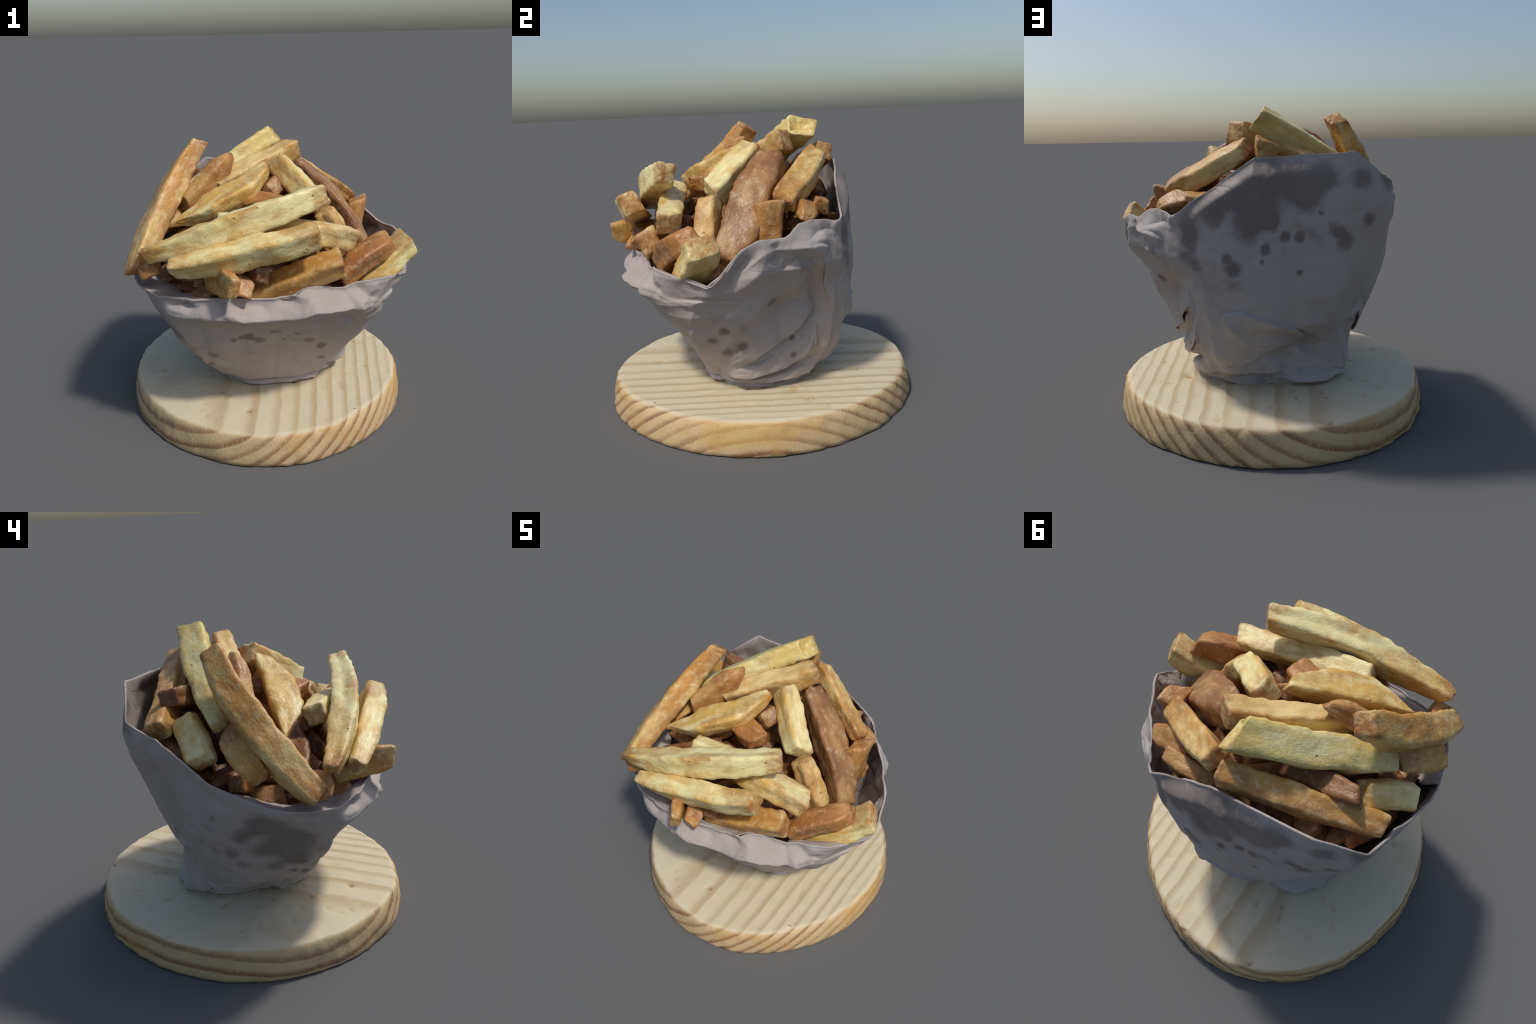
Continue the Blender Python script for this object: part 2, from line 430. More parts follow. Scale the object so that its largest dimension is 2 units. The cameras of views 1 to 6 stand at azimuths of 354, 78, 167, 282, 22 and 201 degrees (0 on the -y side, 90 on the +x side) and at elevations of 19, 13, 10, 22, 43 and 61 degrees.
# left: flat panel whose lower edge overhangs, tucked layer behind it
crease("step", [(152, 0.70), (157, 0.621), (164, 0.472), (173, 0.41), (197, 0.395), (212, 0.36)][::-1], -0.02, 0.08)
crease("valley", [(158, 0.56), (166, 0.43), (176, 0.375), (200, 0.34), (212, 0.30)], 0.035, 0.06)
crease("ridge", [(135, 0.50), (140, 0.33), (147, 0.22)], 0.035, 0.06)
crease("valley", [(146, 0.48), (152, 0.35), (160, 0.25)], 0.025, 0.05)
crease("ridge", [(213, 0.98), (217, 0.80), (219, 0.60), (215, 0.40)], 0.018, 0.06)
crease("step", [(197, 0.93), (199, 0.985), (204, 0.98), (206, 0.91)][::-1], 0.008, 0.03)
crease("valley", [(205, 1.0), (212, 0.965), (220, 0.95)], 0.02, 0.035)



def relief(deg, z):
    total = np.zeros(deg.shape)
    for kind, pts, amp, reach in CREASES:
        d, s, u = polyline_field(deg, z, pts)
        fade = np.clip(np.minimum(u, 1 - u) * 5, 0.0, 1) ** 0.7
        if kind == "ridge":
            total += amp * fade * np.clip(1 - d / reach, 0, 1) ** 1.3
        elif kind == "valley":
            total -= amp * fade * np.clip(1 - d / reach, 0, 1) ** 1.2
        elif kind == "step":      # the left side lies on top, falling away smoothly; the right side drops at once
            left = np.clip(1 - d / reach, 0, 1)
            total += np.where(s >= 0, amp * fade * left, amp * fade * np.clip(1 - d / 0.010, 0, 1))
        elif kind == "bulge":
            total += amp * np.exp(-(d / reach) ** 2)
    return total


def facet_seeds(count, tilt, seed):
    g = np.random.default_rng(seed)
    return g.uniform(0, 360, count), g.uniform(0.15, 1.6, count), g.normal(0, tilt, count), g.normal(0, tilt, count)


COARSE, COARSE2 = facet_seeds(60, 0.16, 5), facet_seeds(60, 0.16, 6)
FINE, FINE2 = facet_seeds(240, 0.16, 7), facet_seeds(240, 0.16, 8)


def facets(deg, z, seeds, curb):
    """Crumpled sheet: the highest of many small tilted planes, meeting in sharp creases."""
    best = np.full(deg.shape, -9.0)
    for a, c, ga, gz in zip(*seeds):
        x = ((deg - a + 180) % 360 - 180) * 0.0115
        y = z - c
        best = np.maximum(best, ga * x + gz * y - curb * (x * x + y * y))
    return best


def level_out(g, reach):
    """Keep the creases of a height grid, drop its slow swells; unit deviation."""
    k = np.exp(-np.linspace(-2.5, 2.5, 2 * reach + 1) ** 2)
    k /= k.sum()
    wide = np.concatenate([g[:, -reach:], g, g[:, :reach]], 1)
    soft = np.array([np.convolve(r, k, "valid") for r in wide])
    tall = np.concatenate([soft[reach:0:-1], soft, soft[-2:-reach - 2:-1]], 0)
    soft = np.array([np.convolve(c, k, "valid") for c in tall.T]).T
    d = g - soft
    return np.clip(d / d.std(), -3, 3)


def build_paper():
    n, m = 560, 170
    deg = np.arange(n) * 360.0 / n
    th = np.radians(deg)
    rim = np.array(RIM)
    # walk the rim polygon: its radius and height at each azimuth
    ra = np.degrees(np.arctan2(rim[:, 1], rim[:, 0])) % 360
    order = np.argsort(ra)
    rim, ra = rim[order], ra[order]
    rx, ry, rz = np.zeros(n), np.zeros(n), np.zeros(n)
    for j in range(n):
        i1 = np.searchsorted(ra, deg[j]) % len(ra)
        A, B = rim[i1 - 1], rim[i1]
        d = np.array([math.cos(th[j]), math.sin(th[j])])
        e = B[:2] - A[:2]
        den = e[0] * d[1] - e[1] * d[0]
        t = np.clip((-A[0] * d[1] + A[1] * d[0]) / den, 0, 1)
        rx[j], ry[j], rz[j] = A + t * (B - A)
    rr = blur_ring(np.hypot(rx, ry), 2)
    rz = blur_ring(rz, 2)
    z0 = 0.199
    rows, radii, plain = [], [], []
    heights = [z0 + (rz - z0) * i / (m - 1) for i in range(m)]
    coarse = np.array([facets(deg, z, COARSE, 0.3) - facets(deg, z, COARSE2, 0.3) for z in heights])
    fine = np.array([facets(deg, z, FINE, 0.6) - facets(deg, z, FINE2, 0.6) for z in heights])
    sheet = level_out(coarse, 22) * 0.0095 + level_out(fine, 11) * 0.0030
    for i in range(m):
        s = i / (m - 1)
        z = z0 + (rz - z0) * s
        base = section_radius(deg, z)
        base = blur_ring(base, 5)
        at_rim = blur_ring(section_radius(deg, rz), 5)
        w = smoothstep(0.0, 1.0, (z - (rz - 0.11)) / 0.11)
        r = base + (rr - at_rim) * w
        r0 = r
        x, y = r * np.cos(th), r * np.sin(th)
        P = np.stack([x, y, z], 1)
        crumple = sheet[i]
        low = 1 - smoothstep(0.22, 0.40, z)
        fold = np.array([abs(noise.noise(Vector((p[0] * 4, p[1] * 4, p[2] * 34)))) for p in P]) * -0.05 * low
        calm = 0.30 + 0.70 * (1 - smoothstep(0.35, 0.7, np.sin(th)))      # the back panel is flatter
        left = smoothstep(150, 165, deg) * (1 - smoothstep(205, 220, deg))
        front = smoothstep(225, 240, deg) * (1 - smoothstep(300, 315, deg)) * (1 - smoothstep(0.70, 0.85, z))
        calm = calm * (1 - 0.6 * np.maximum(left, front)) * (1 - 0.5 * smoothstep(-0.12, 0.0, z - rz))
        r = r + crumple * calm + fold + relief(deg, z)
        zz = z.copy()
        if i == m - 1:
            zz = zz + grid_noise(P, 8.0, 4.0) * 0.006
        radii.append(r)
        plain.append(r0)
        rows.append(np.stack([r * np.cos(th), r * np.sin(th), zz], 1))
    radii, plain = np.array(radii), np.array(plain)

    def surface(a, z, g=radii):
        """Radius of the crumpled wrap (or of the plain one) at azimuth a, height z."""
        fj = (a % 360) / 360 * n
        j0 = int(fj) % n
        out = 0
        for j, wj in ((j0, 1 - fj % 1), ((j0 + 1) % n, fj % 1)):
            fi = np.clip((z - z0) / (rz[j] - z0), 0, 0.9999) * (m - 1)
            i0 = int(fi)
            out += wj * (g[i0, j] * (1 - fi % 1) + g[min(i0 + 1, m - 1), j] * (fi % 1))
        return out


    def settle(group):
        """Lay the stains on the paper: same azimuth and height, radius of the wrap."""
        out = []
        for (x, y, z), r, depth in group:
            t = math.atan2(y, x)
            q = surface(math.degrees(t) % 360, z)
            out.append(((q * math.cos(t), q * math.sin(t), z), r, depth))
        return out

    V = list(np.concatenate(rows))
    F = []
    for i in range(m - 1):
        for j in range(n):
            k = (j + 1) % n
            F.append((i * n + j, i * n + k, (i + 1) * n + k, (i + 1) * n + j))
    c = len(V)
    V.append(np.array([0, 0, 0.204]))
    for j in range(n):
        F.append((c, (j + 1) % n, j))
    paper = paper_material(settle(SPOTS), settle(PATCHES))
    ob = new_mesh_object("paper_wrap", V, F, paper)
    so = ob.modifiers.new("thickness", "SOLIDIFY")
    so.thickness, so.offset = 0.012, -1
    tag(ob, "crumpled grey brown greaseproof paper with grease stains", "paper wrap")
    # the mouth is turned in at the front left: a soft inner lip
    for a0, a1, depth, drop, seed in ((188, 250, 0.20, 0.035, 21), (246, 292, 0.10, 0.05, 22), (300, 345, 0.12, 0.06, 23)):
        V, F = [], []
        nu, nv = 80, 22
        for i in range(nu):
            u = i / (nu - 1)
            a = a0 + (a1 - a0) * u
            j = int(a / 360 * n) % n
            reach = depth * (0.35 + 0.65 * math.sin(math.pi * u) ** 0.6) * (1 + 0.25 * noise.noise(Vector((u * 6, seed, 0))))
            for q in range(nv):
                v = q / (nv - 1)
                r = rr[j] - 0.008 - reach * v
                h = rz[j] - 0.006 - drop * v ** 1.5 + 0.022 * noise.noise(Vector((u * 6, v * 2.5, seed))) * v
                V.append((r * math.cos(math.radians(a)), r * math.sin(math.radians(a)), h))
        for i in range(nu - 1):
            for q in range(nv - 1):
                F.append((i * nv + q, (i + 1) * nv + q, (i + 1) * nv + q + 1, i * nv + q + 1))
        lip = new_mesh_object("paper_lip", V, F, paper)
        so = lip.modifiers.new("thickness", "SOLIDIFY")
        so.thickness, so.offset = 0.007, 0
        lip.parent = ob
    WRAP.append(surface)
    for root, free, lift, seed in FLAPS:
        flap = build_flap(root, free, lift, seed, surface, plain, paper)
        flap.parent = ob
    return ob


def along(pts, u):
    p = np.array(pts, float)
    p[:, 0] = np.unwrap(p[:, 0], period=360)
    d = np.concatenate([[0], np.cumsum(np.hypot(np.diff(p[:, 0]) * 0.0115, np.diff(p[:, 1])))])
    return np.interp(u * d[-1], d, p[:, 0]), np.interp(u * d[-1], d, p[:, 1])


def build_flap(root, free, lift, seed, surface, plain, paper):
    """A fold of paper that leaves the wrap along `root` and stands off it along `free`."""
    nu, nv = 90, 26
    V, F = [], []
    for i in range(nu):
        u = i / (nu - 1)
        a0, h0 = along(root, u)
        a1, h1 = along(free, u)
        da = (a1 - a0 + 180) % 360 - 180
        ease = min(1, 5 * u, 5 * (1 - u)) ** 0.8
        stand = lift * ease * (0.8 + 0.45 * noise.noise(Vector((u * 5, seed, 0))))
        for j in range(nv):
            v = j / (nv - 1)
            edge = 0.007 * noise.noise(Vector((u * 9, seed, 4))) * v
            a, h = a0 + da * v, h0 + (h1 - h0) * v + edge
            w = min(1, v * 1.6) * ease
            r = surface(a, max(h, 0.21)) * (1 - w) + surface(a, max(h, 0.21), plain) * w - 0.010 + (stand + 0.012 * ease) * v ** 0.75 + 0.006 * noise.noise(Vector((u * 7, v * 3, seed)))
            t = math.radians(a)
            V.append((r * math.cos(t), r * math.sin(t), max(h, 0.206)))
    for i in range(nu - 1):
        for j in range(nv - 1):
            F.append((i * nv + j, (i + 1) * nv + j, (i + 1) * nv + j + 1, i * nv + j + 1))
    ob = new_mesh_object("paper_fold", V, F, paper)
    so = ob.modifiers.new("thickness", "SOLIDIFY")
    so.thickness, so.offset = 0.007, 0
    return ob


# folds that overlap the wrap: attached line, free edge (azimuth, height), how far it stands off
FLAPS = [
    ([(12, 1.17), (24, 1.20), (36, 1.16), (45, 0.98), (50, 0.80), (47, 0.60)], [(1, 1.13), (10, 1.105), (18, 1.06), (22, 0.93), (29, 0.77), (37, 0.60)], 0.050, 1),
    ([(24, 0.86), (12, 0.80), (358, 0.70), (344, 0.60), (334, 0.50)], [(27, 0.72), (16, 0.64), (7, 0.555), (352, 0.48), (336, 0.40)], 0.042, 2),
    ([(30, 0.62), (20, 0.54), (4, 0.46), (346, 0.40), (326, 0.36)], [(26, 0.52), (21, 0.43), (12, 0.37), (358, 0.32), (322, 0.285)], 0.055, 3),
    ([(40, 0.40), (22, 0.36), (4, 0.31), (345, 0.275)], [(34, 0.27), (20, 0.255), (0, 0.245), (340, 0.24)], 0.055, 4),
    ([(132, 0.50), (114, 0.66), (98, 0.75), (82, 0.78), (66, 0.80), (52, 0.78)], [(126, 0.43), (109, 0.52), (96, 0.58), (84, 0.61), (68, 0.66), (54, 0.67)], 0.022, 5),
    ([(34, 0.52), (50, 0.60), (64, 0.58), (82, 0.57), (96, 0.55)], [(38, 0.30), (52, 0.33), (64, 0.38), (76, 0.44), (92, 0.49)], 0.032, 6),
    ([(44, 0.38), (58, 0.43), (72, 0.44), (82, 0.42)], [(40, 0.285), (56, 0.30), (74, 0.285), (86, 0.28)], 0.030, 7),
    ([(88, 0.32), (108, 0.30), (128, 0.29), (148, 0.29)], [(86, 0.235), (108, 0.225), (130, 0.23), (150, 0.23)], 0.045, 8),
    ([(222, 0.44), (250, 0.44), (280, 0.44), (314, 0.42)], [(222, 0.272), (252, 0.262), (284, 0.258), (316, 0.268)], 0.022, 9),
    ([(226, 0.285), (256, 0.275), (290, 0.275), (316, 0.285)], [(232, 0.222), (258, 0.212), (292, 0.212), (318, 0.225)], 0.030, 10),
    ([(160, 0.80), (174, 0.62), (186, 0.56), (200, 0.54), (214, 0.50)], [(153, 0.66), (161, 0.50), (173, 0.405), (196, 0.385), (213, 0.345)], 0.012, 11),
    ([(158, 0.46), (148, 0.48), (138, 0.46), (128, 0.40)], [(160, 0.27), (148, 0.235), (138, 0.25), (130, 0.28)], 0.030, 12),
    ([(222, 0.965), (238, 0.955), (256, 0.955), (268, 0.945)], [(224, 0.87), (236, 0.86), (254, 0.875), (268, 0.835)], 0.018, 13),
    ([(318, 0.965), (332, 0.965), (346, 1.02)], [(318, 0.865), (332, 0.875), (348, 0.90)], 0.010, 14),
]

SPOTS = [((-0.284, -0.631, 0.646), .022, .7), ((-0.247, -0.655, 0.664), .02, .7), ((-0.19, -0.673, 0.672), .045, .85), ((-0.12, -0.66, 0.633), .042, .8),
         ((-0.016, -0.723, 0.715), .042, .75), ((0.134, -0.693, 0.688), .028, .6), ((0.219, -0.62, 0.613), .038, .95), ((0.289, -0.546, 0.546), .038, .95),
         ((0.049, -0.657, 0.626), .022, .5), ((-0.389, -0.508, 0.511), .05, .5), ((-0.386, -0.426, 0.411), .028, .7),
         ((0.629, -0.33, 0.65), .035, .75), ((0.556, -0.381, 0.585), .04, .6), ((0.295, -0.448, 0.423), .03, .7), ((0.533, -0.299, 0.491), .05, .65),
         ((0.592, -0.235, 0.536), .05, .7), ((0.751, -0.068, 0.804), .04, .75), ((0.59, 0.099, 0.519), .022, .9), ((0.55, 0.093, 0.421), .026, .8), ((0.634, 0.243, 0.701), .02, .7),
         ((0.038, 0.601, 1.118), .035, .8), ((-0.046, 0.606, 1.115), .035, .8), ((0.152, 0.598, 1.054), .033, .85), ((-0.045, 0.604, 0.923), .024, .7),
         ((0.17, 0.59, 0.99), .018, .5), ((-0.17, 0.60, 1.24), .018, .6), ((0.36, 0.544, 1.015), .03, .7), ((0.321, 0.554, 0.951), .055, .75),
         ((-0.72, 0.02, 0.93), .03, .4), ((-0.46, -0.41, 0.467), .03, .6), ((-0.52, -0.36, 0.50), .03, .6)]
PATCHES = [((-0.78, -0.20, 0.88), .08, .7), ((-0.68, -0.30, 0.74), .10, .8), ((-0.60, -0.40, 0.60), .07, .6), ((-0.70, -0.05, 0.68), .06, .6), ((-0.18, -0.60, 0.52), .05, .35), ((0.40, 0.50, 1.22), .06, .5), ((0.02, 0.58, 1.38), .09, .7), ((0.55, 0.43, 1.20), .06, .6), ((0.60, 0.10, 1.00), .05, .5),
           ((0.18, 0.56, 1.45), .13, .95), ((0.29, 0.55, 1.34), .13, .95), ((0.17, 0.575, 1.27), .11, .95), ((0.24, 0.565, 1.16), .085, .95), ((0.12, 0.59, 1.20), .06, .9),
           ((0.46, 0.47, 1.32), .12, .8), ((-0.10, 0.60, 1.43), .11, .85), ((-0.08, 0.60, 1.32), .10, .95), ((-0.20, 0.60, 1.43), .09, .75), ((-0.38, 0.56, 1.42), .08, .75), ((-0.52, 0.48, 1.40), .09, .85),
           ((0.04, 0.59, 1.48), .10, .6), ((0.53, 0.433, 1.12), .07, .85), ((0.57, 0.42, 1.04), .07, .85), ((0.51, 0.46, 0.96), .05, .7),
           ((-0.26, 0.598, 1.146), .055, .85), ((-0.31, 0.574, 1.08), .065, .9), ((-0.42, 0.534, 1.19), .045, .8), ((0.33, 0.56, 0.86), .06, .6),
           ((-0.82, -0.27, 0.93), .09, .7), ((-0.755, -0.355, 0.85), .11, .7), ((-0.67, -0.46, 0.79), .10, .75), ((-0.57, -0.52, 0.69), .07, .6), ((-0.75, -0.118, 0.81), .07, .75),
           ((-0.70, -0.21, 0.70), .08, .6), ((-0.62, -0.39, 0.65), .10, .8), ((-0.64, -0.10, 0.58), .05, .6), ((-0.60, -0.27, 0.56), .07, .65), ((-0.75, 0.06, 0.86), .05, .4), ((-0.70, 0.06, 0.70), .05, .5)]



# --------------------------------------------------------------------- fries
def fry(p0, p1, w, t, up, mat, ends=(0.85, 0.85), bend=0.0, side=0.0, slant=None, mid=(0, 0, 0), belly=0.0, wedge=0.0, wobble=1.0, sink=0.08, torn=0.0, hint="potato stick"):
    """One potato stick from p0 to p1. w across, t through along `up`;
    bend/side bow the middle along up / sideways; ends scale the tips; slant cuts them askew;
    belly fattens the middle; wedge narrows the upper face (+) or the lower one (-)."""
    a, b = Vector(p0), Vector(p1)
    ax = (b - a)
    n = Vector(up)
    n = (n - ax * n.dot(ax) / ax.length_squared).normalized()
    a, b = a - n * t * sink, b - n * t * sink
    if sink:
        for f in np.linspace(0, 1, 9):
            TAKEN.append((*(a.lerp(b, f) + Vector(mid) * (1 - (2 * f - 1) ** 2)), (w + t) / 4))
    L = ax.length
    X = ax.normalized()
    Z = Vector(up)
    Z = (Z - X * Z.dot(X)).normalized()
    Y = Z.cross(X)
    seed = rng.uniform(0, 100)
    if slant is None:
        slant = (rng.gauss(0, 0.2), rng.gauss(0, 0.2))
    skew = (rng.gauss(0, 0.2), rng.gauss(0, 0.2))
    bend += Vector(mid).dot(Z)
    side += Vector(mid).dot(Y)
    shear = rng.gauss(0, 0.12)
    wedge += rng.gauss(0, 0.18)
    twist = rng.gauss(0, 0.22)
    dips = [rng.uniform(0.0, 0.05) for _ in range(4)]
    rings = max(16, int(L / 0.016))
    # rounded square outline with slightly hollow faces
    m = 40
    out = []
    for i in range(m):
        q = TAU * (i + 0.5) / m
        c, s = math.cos(q), math.sin(q)
        rad = (abs(c) ** 11 + abs(s) ** 11) ** (-1 / 11)
        hollow = 1 - dips[int(((q / TAU) * 4 + 0.5) % 4)] * max(0, math.cos(4 * q)) ** 1.2
        out.append((c * rad * hollow, s * rad * hollow, max(0, -math.cos(4 * q)) ** 3))
    V, F = [], []
    jit = Vector((seed, seed * 0.37, seed * 0.71))
    cap = 0.014 / L
    us = [0, cap * 0.25, cap * 0.6] + list(np.linspace(cap, 1 - cap, rings)) + [1 - cap * 0.6, 1 - cap * 0.25, 1]
    for u in us:
        bow = 1 - (2 * u - 1) ** 2
        e0, e1 = ends
        tip = (e0 + (1 - e0) * min(1, u * 3.0) ** 0.8) if u < 0.5 else (e1 + (1 - e1) * min(1, (1 - u) * 3.0) ** 0.8)
        k = min(u, 1 - u) / cap
        rnd = math.sqrt(max(0, 1 - (1 - min(1, k)) ** 2)) * 0.12 + 0.88
        sc = tip * (1 + belly * (bow - 0.5)) * rnd
        wob = noise.noise_vector(Vector((u * L * 5.0, seed, 0))) * 0.012 * wobble
        for cy, cz, corner in out:
            q = Vector((u * L * 7, cy * 1.3, cz * 1.3)) + jit
            lump = 1 + 0.085 * wobble * noise.noise(q) + 0.04 * wobble * noise.noise(q * 2.7) + corner * 0.10 * wobble * noise.noise(Vector((u * L * 22, cy * 2, cz * 2)) + jit)
            nar = 1 - wedge * cz * 0.5
            y = (cy + shear * cz) * w / 2 * sc * lump * nar + wob.y + side * bow
            z = cz * t / 2 * sc * lump + wob.z + bend * bow
            sl = slant[0] * max(0, 1 - u * 5) + slant[1] * max(0, 1 - (1 - u) * 5)
            sk = skew[0] * max(0, 1 - u * 5) + skew[1] * max(0, 1 - (1 - u) * 5)
            x = (u - 0.5) * L + sl * cz * t / 2 + sk * cy * w / 2 + 0.006 * noise.noise(q * 1.5)
            tw = twist * (u - 0.5)
            y, z = y * math.cos(tw) - z * math.sin(tw), y * math.sin(tw) + z * math.cos(tw)
            V.append((x, y, z))
    nr = len(us)
    for i in range(nr - 1):
        for j in range(m):
            k = (j + 1) % m
            F.append((i * m + j, (i + 1) * m + j, (i + 1) * m + k, i * m + k))
    # caps: a centre vertex pulled slightly in
    for first, idx, dx in ((True, 0, 0.004), (False, nr - 1, -0.004)):
        ring = [Vector(V[idx * m + j]) for j in range(m)]
        cen = sum(ring, Vector()) / m
        inner = len(V)
        deep = torn if not first else 0.0
        V += [tuple(cen + (r - cen) * (0.72 + 0.10 * noise.noise(r * 20 + jit)) + Vector((-dx * 1.2 - deep * (0.55 + 0.5 * noise.noise(r * 25 + jit)), 0, 0))) for r in ring]
        c = len(V)
        V.append(tuple(cen + Vector((dx * rng.uniform(-1, 1.5) - deep, 0, 0))))
        for j in range(m):
            k = (j + 1) % m
            if first:
                F.append((idx * m + j, idx * m + k, inner + k, inner + j))
                F.append((c, inner + j, inner + k))
            else:
                F.append((idx * m + k, idx * m + j, inner + j, inner + k))
                F.append((c, inner + k, inner + j))
    ob = new_mesh_object("french_fry", V, F, mat)
    M = Matrix((X, Y, Z)).transposed().to_4x4()
    M.translation = (a + b) / 2
    ob.matrix_world = M
    tag(ob, hint, "french fry")
    return ob


WRAP = []       # radius of the paper as a function of azimuth and height
TAKEN = []      # points along the visible sticks, with their half thickness
LONG = "long thick cut fried potato stick, golden brown"
SHORT = "short chunky fried potato piece, mottled brown"


def build_fries():
    # p0 -> p1, width, thickness, face normal, look; mid shifts the middle of a bowed stick
    # --- long sticks on top of the heap
    fry((-0.825, -0.535, 1.12), (-0.425, 0.06, 1.765), .17, .145, (-.8, -.15, .55), GOLD, ends=(.7, .7), mid=(-.03, .06, .0), sink=0.12, hint=LONG)
    fry((-0.59, -0.01, 1.39), (0.115, 0.305, 1.765), .165, .14, (-.35, .25, .85), GREEN, ends=(.6, .95), mid=(0, .025, 0), slant=(0, 0), torn=.05, hint="long pale greenish fried potato stick")
    fry((-0.765, -0.60, 1.225), (0.28, -0.565, 1.535), .145, .165, (-.35, .15, .9), PALE, ends=(.5, .7), mid=(0, -.06, -.005), sink=0.001, hint=LONG)
    fry((-0.61, -0.715, 1.19), (0.215, -0.79, 1.37), .135, .16, (-.1, -.35, .9), PALE, ends=(.65, .85), mid=(0, -.02, -.012), sink=0.08, hint=LONG)
    fry((-0.32, -0.085, 1.485), (0.225, 0.165, 1.685), .13, .145, (-.2, -.3, .9), GOLD, ends=(.85, .9), hint=LONG)
    fry((-0.53, -0.165, 1.41), (-0.215, -0.03, 1.69), .12, .11, (-.3, -.6, .7), TAN, ends=(.8, .35), wedge=.5, hint=SHORT)
    fry((-0.595, -0.365, 1.345), (0.01, -0.13, 1.615), .135, .14, (-.35, -.25, .9), PALE, ends=(.2, .6), belly=.25, wedge=-.6, mid=(.02, -.045, -.035), hint="pale pointed wedge of fried potato")
    fry((0.315, -0.325, 1.405), (0.10, -0.02, 1.635), .15, .14, (.6, -.1, .8), PALE, ends=(.95, .9), hint="short pale fried potato block")
    fry((0.63, -0.29, 1.03), (0.24, 0.08, 1.58), .20, .165, (.65, -.15, .65), SKIN, ends=(.9, .75), mid=(.035, 0, .03), belly=.12, wedge=.1, sink=.10, hint="big brown potato wedge with skin")
    fry((0.605, 0.04, 1.35), (0.205, 0.37, 1.595), .15, .10, (.6, .15, .75), GOLD, ends=(.85, .8), hint=LONG)
    fry((-0.625, 0.335, 1.36), (0.15, 0.43, 1.61), .135, .13, (-.3, .35, .85), GOLD, ends=(.95, .8), mid=(0, 0, -.02), hint=LONG)
    # --- right side pieces
    fry((0.58, -0.08, 1.02), (0.635, -0.03, 1.36), .14, .12, (.95, -.2, .0), TAN, ends=(.9, .95), hint=SHORT)
    fry((0.68, 0.155, 1.275), (0.42, 0.22, 1.315), .13, .09, (.3, .5, .8), TAN, ends=(.5, .8), hint=SHORT)
    fry((0.52, 0.29, 1.31), (0.22, 0.36, 1.28), .11, .10, (0, .3, .9), TAN, hint=SHORT)
    fry((0.50, -0.40, 0.98), (0.345, -0.345, 1.375), .135, .13, (.85, -.35, .35), GOLD, ends=(.9, .85), mid=(.02, -.01, 0), hint=LONG)
    fry((-0.34, -0.475, 1.38), (0.455, -0.59, 1.27), .145, .14, (.1, .2, .9), PALE, ends=(.8, .9), mid=(0, 0, .012), hint=LONG)
    # --- front row lying on the rim
    fry((-0.18, -0.64, 0.95), (0.37, -0.71, 1.165), .13, .145, (-.3, -.4, .9), GOLD, ends=(.9, .95), hint=LONG)
    fry((0.38, -0.62, 1.04), (0.715, -0.51, 1.225), .14, .135, (-.2, -.4, .9), TAN, ends=(.9, .75), mid=(0, -.01, .02), hint=LONG)
    fry((0.50, -0.52, 0.90), (0.84, -0.455, 1.20), .18, .125, (-.6, -.1, .8), PALE, ends=(.9, .95), hint="pale fried potato stick with brown end")
    fry((-0.41, -0.58, 1.07), (-0.275, -0.915, 1.12), .16, .08, (-.93, -.37, .1), GOLD, ends=(.9, .7), hint=SHORT)
    fry((-0.26, -0.58, 1.05), (-0.20, -0.80, 1.075), .12, .12, (.3, 0, .9), TAN, ends=(.9, .8), hint=SHORT)
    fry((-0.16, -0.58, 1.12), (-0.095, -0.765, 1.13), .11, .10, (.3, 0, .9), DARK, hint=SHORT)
    # --- left side pieces
    fry((-0.50, 0.215, 1.405), (-0.735, 0.07, 1.235), .135, .11, (-.55, .35, .75), PALE, ends=(.9, .95), hint="short pale fried potato block")
    fry((-0.10, 0.20, 1.42), (-0.485, 0.305, 1.51), .12, .12, (-.2, .4, .9), DARK, ends=(.9, .75), hint=SHORT)
    fry((-0.58, -0.06, 1.35), (-0.825, -0.23, 1.20), .15, .13, (-.4, .4, .8), GOLD, ends=(.8, .75), hint=SHORT)
    fry((-0.05, -0.10, 1.38), (0.06, -0.20, 1.50), .12, .12, (.4, -.6, .5), SKIN, hint=SHORT)
    fry((-0.12, -0.22, 1.41), (0.05, -0.36, 1.44), .16, .11, (.1, -.3, .9), TAN, hint=SHORT)
    fry((-0.74, -0.44, 1.10), (-0.755, -0.60, 1.14), .13, .10, (-.4, -.2, .8), TAN, hint=SHORT)
    fry((-0.64, -0.44, 1.13), (-0.24, -0.32, 1.27), .13, .12, (-.3, 0, .9), DARK, hint=SHORT)
    fry((-0.60, -0.24, 1.18), (-0.22, -0.20, 1.36), .13, .12, (-.4, 0, .9), TAN, hint=SHORT)
    fry((-0.52, -0.12, 1.10), (-0.68, 0.04, 1.09), .13, .10, (-.5, .3, .8), DARK, hint=SHORT)


def keep_inside(c, d, half):
    """Pull a stick (centre c, half vector d) in until its ends clear the paper; None if it cannot."""
    for _ in range(40):
        worst, push = 0, None
        for f in (-1, -0.5, 0, 0.5, 1):
            for dz in (-half, half):
                e = c + d * f
                z = e.z + dz
                if z > 1.7:
                    continue
                lim = WRAP[0](math.degrees(math.atan2(e.y, e.x)) % 360, max(z, 0.22)) - half - 0.045
                over = math.hypot(e.x, e.y) - lim
                if over > worst:
                    worst, push = over, Vector((e.x, e.y, 0)).normalized()
        if push is None:
            return c
        c = c - push * (worst + 0.004)
    return None


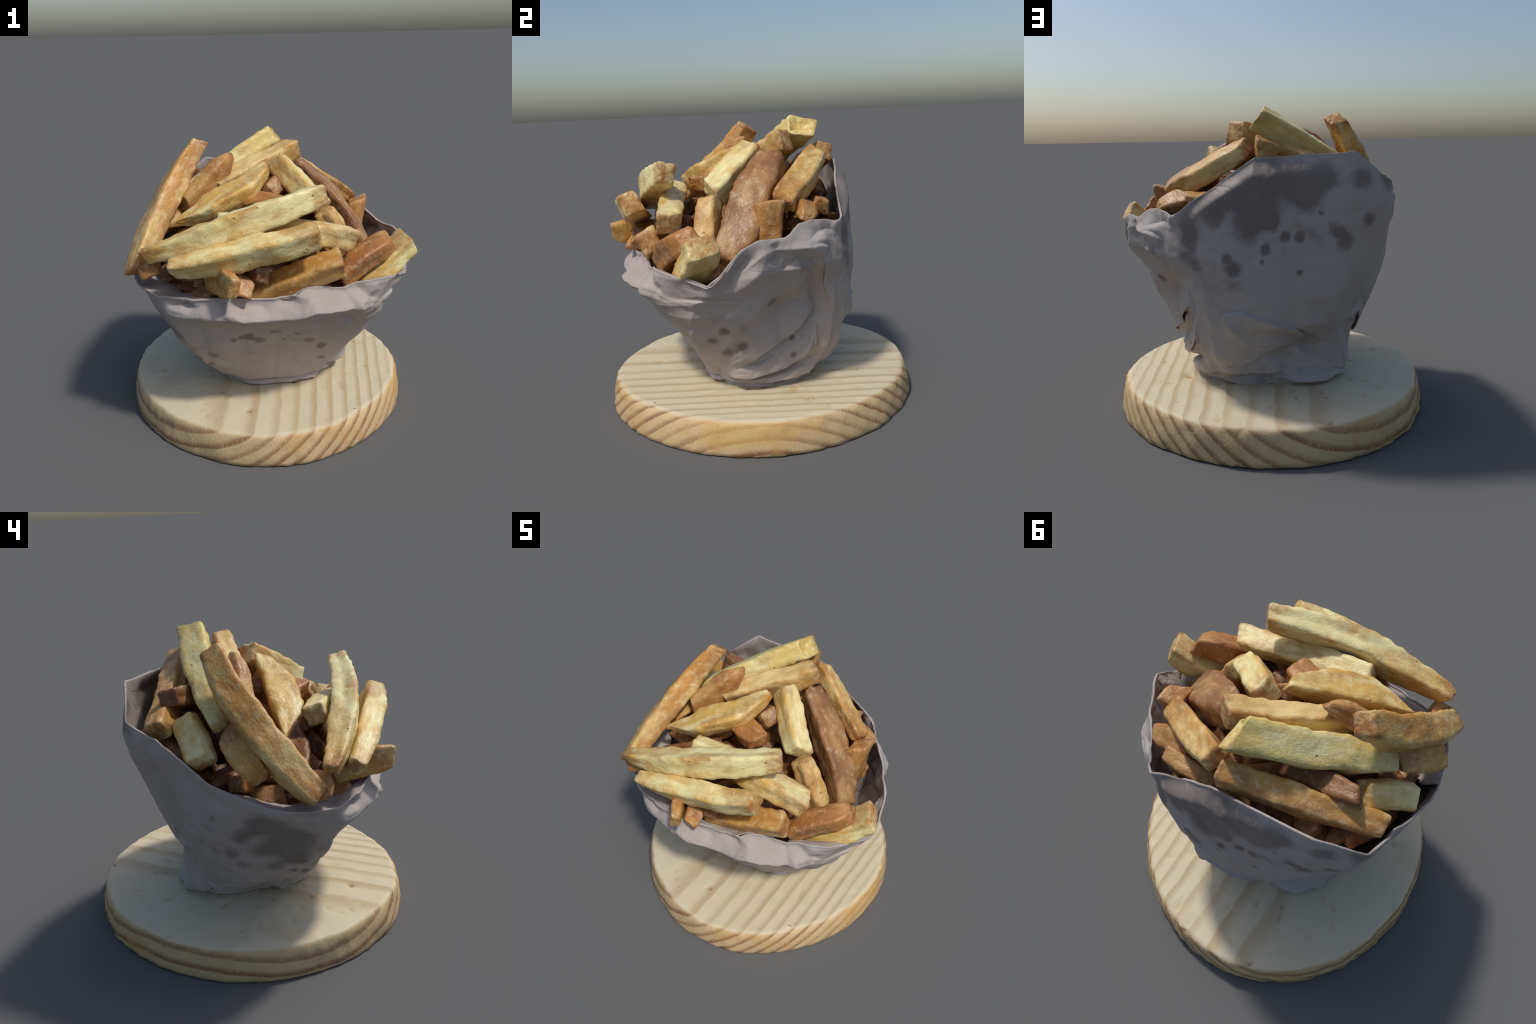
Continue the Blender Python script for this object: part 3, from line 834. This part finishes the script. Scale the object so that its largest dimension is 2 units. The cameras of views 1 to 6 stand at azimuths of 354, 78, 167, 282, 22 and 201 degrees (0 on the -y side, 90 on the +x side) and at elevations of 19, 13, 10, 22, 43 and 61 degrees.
def heap_height(x, y):
    """Underside of the visible top layer."""
    ridge = np.interp(y, [-0.75, -0.60, -0.40, -0.10, 0.20, 0.45], [1.03, 1.10, 1.22, 1.36, 1.45, 1.44])
    return ridge - 0.40 * max(0, abs(x) - 0.15) ** 1.5 - 0.14 * (x > 0.25) * (y > 0.12)


def build_mouth_ring():
    """Short sticks lying along the inside of the rim."""
    rng.seed(41)
    for i in range(30):
        a = 135 + i * 290 / 29 + rng.uniform(-4, 4)
        th = math.radians(a)
        rim = np.array(RIM)
        ra = np.degrees(np.arctan2(rim[:, 1], rim[:, 0])) % 360
        rr, rz = periodic(ra, np.hypot(rim[:, 0], rim[:, 1]), a), periodic(ra, rim[:, 2], a)
        r = rr - 0.15
        x, y = r * math.cos(th), r * math.sin(th)
        z = min(heap_height(x, y), rz - 0.03) - (0.035 if 200 < a < 300 else 0.07)
        L = rng.uniform(0.26, 0.40)
        yaw = th + math.pi / 2 + rng.gauss(0, 0.25)
        d = Vector((math.cos(yaw), math.sin(yaw), rng.gauss(0, 0.25))).normalized() * L / 2
        c = Vector((x, y, z))
        taken = np.array(TAKEN)
        for _ in range(5):
            P = np.array([c + d * f for f in np.linspace(-1, 1, 7)])
            gap = np.linalg.norm(P[:, None, :] - taken[None, :, :3], axis=2) - taken[None, :, 3]
            if gap.min() > 0.055:
                break
            c.z -= 0.025
        c = keep_inside(c, d, 0.065)
        if c is None:
            continue
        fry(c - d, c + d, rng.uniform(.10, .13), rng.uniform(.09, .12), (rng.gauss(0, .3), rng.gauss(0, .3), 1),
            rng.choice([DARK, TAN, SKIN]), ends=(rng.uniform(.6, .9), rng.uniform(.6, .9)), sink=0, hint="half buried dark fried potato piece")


def build_filler():
    """Half hidden sticks under the visible ones, filling the wrap right up to the mouth."""
    rng.seed(42)
    for i in range(96):
        layer = i % 3
        a = (i * 2.39996) % TAU
        q = math.sqrt((i + 0.5) / 96) * (0.66 - 0.10 * layer)
        x, y = q * math.cos(a), q * math.sin(a) * 0.92 - 0.06
        z = heap_height(x, y) - 0.085 - layer * 0.11
        yaw = rng.gauss(0.2, 0.8)
        tilt = rng.gauss(0.15, 0.2)
        L = rng.uniform(0.34, 0.56)
        d = Vector((math.cos(yaw) * math.cos(tilt), math.sin(yaw) * math.cos(tilt), math.sin(tilt))) * L / 2
        c = Vector((x, y, z))
        taken = np.array(TAKEN)
        for _ in range(9):
            P = np.array([c + d * f for f in np.linspace(-1, 1, 9)])
            gap = np.linalg.norm(P[:, None, :] - taken[None, :, :3], axis=2) - taken[None, :, 3]
            if gap.min() > 0.062:
                break
            c.z -= 0.025
        c = keep_inside(c, d, 0.075)
        if c is None:
            continue
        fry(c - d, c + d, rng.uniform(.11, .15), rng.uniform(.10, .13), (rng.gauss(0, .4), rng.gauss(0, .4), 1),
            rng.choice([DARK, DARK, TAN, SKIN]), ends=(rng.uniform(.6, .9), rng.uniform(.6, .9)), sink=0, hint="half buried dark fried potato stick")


build_board()
build_paper()
build_fries()
build_mouth_ring()
build_filler()
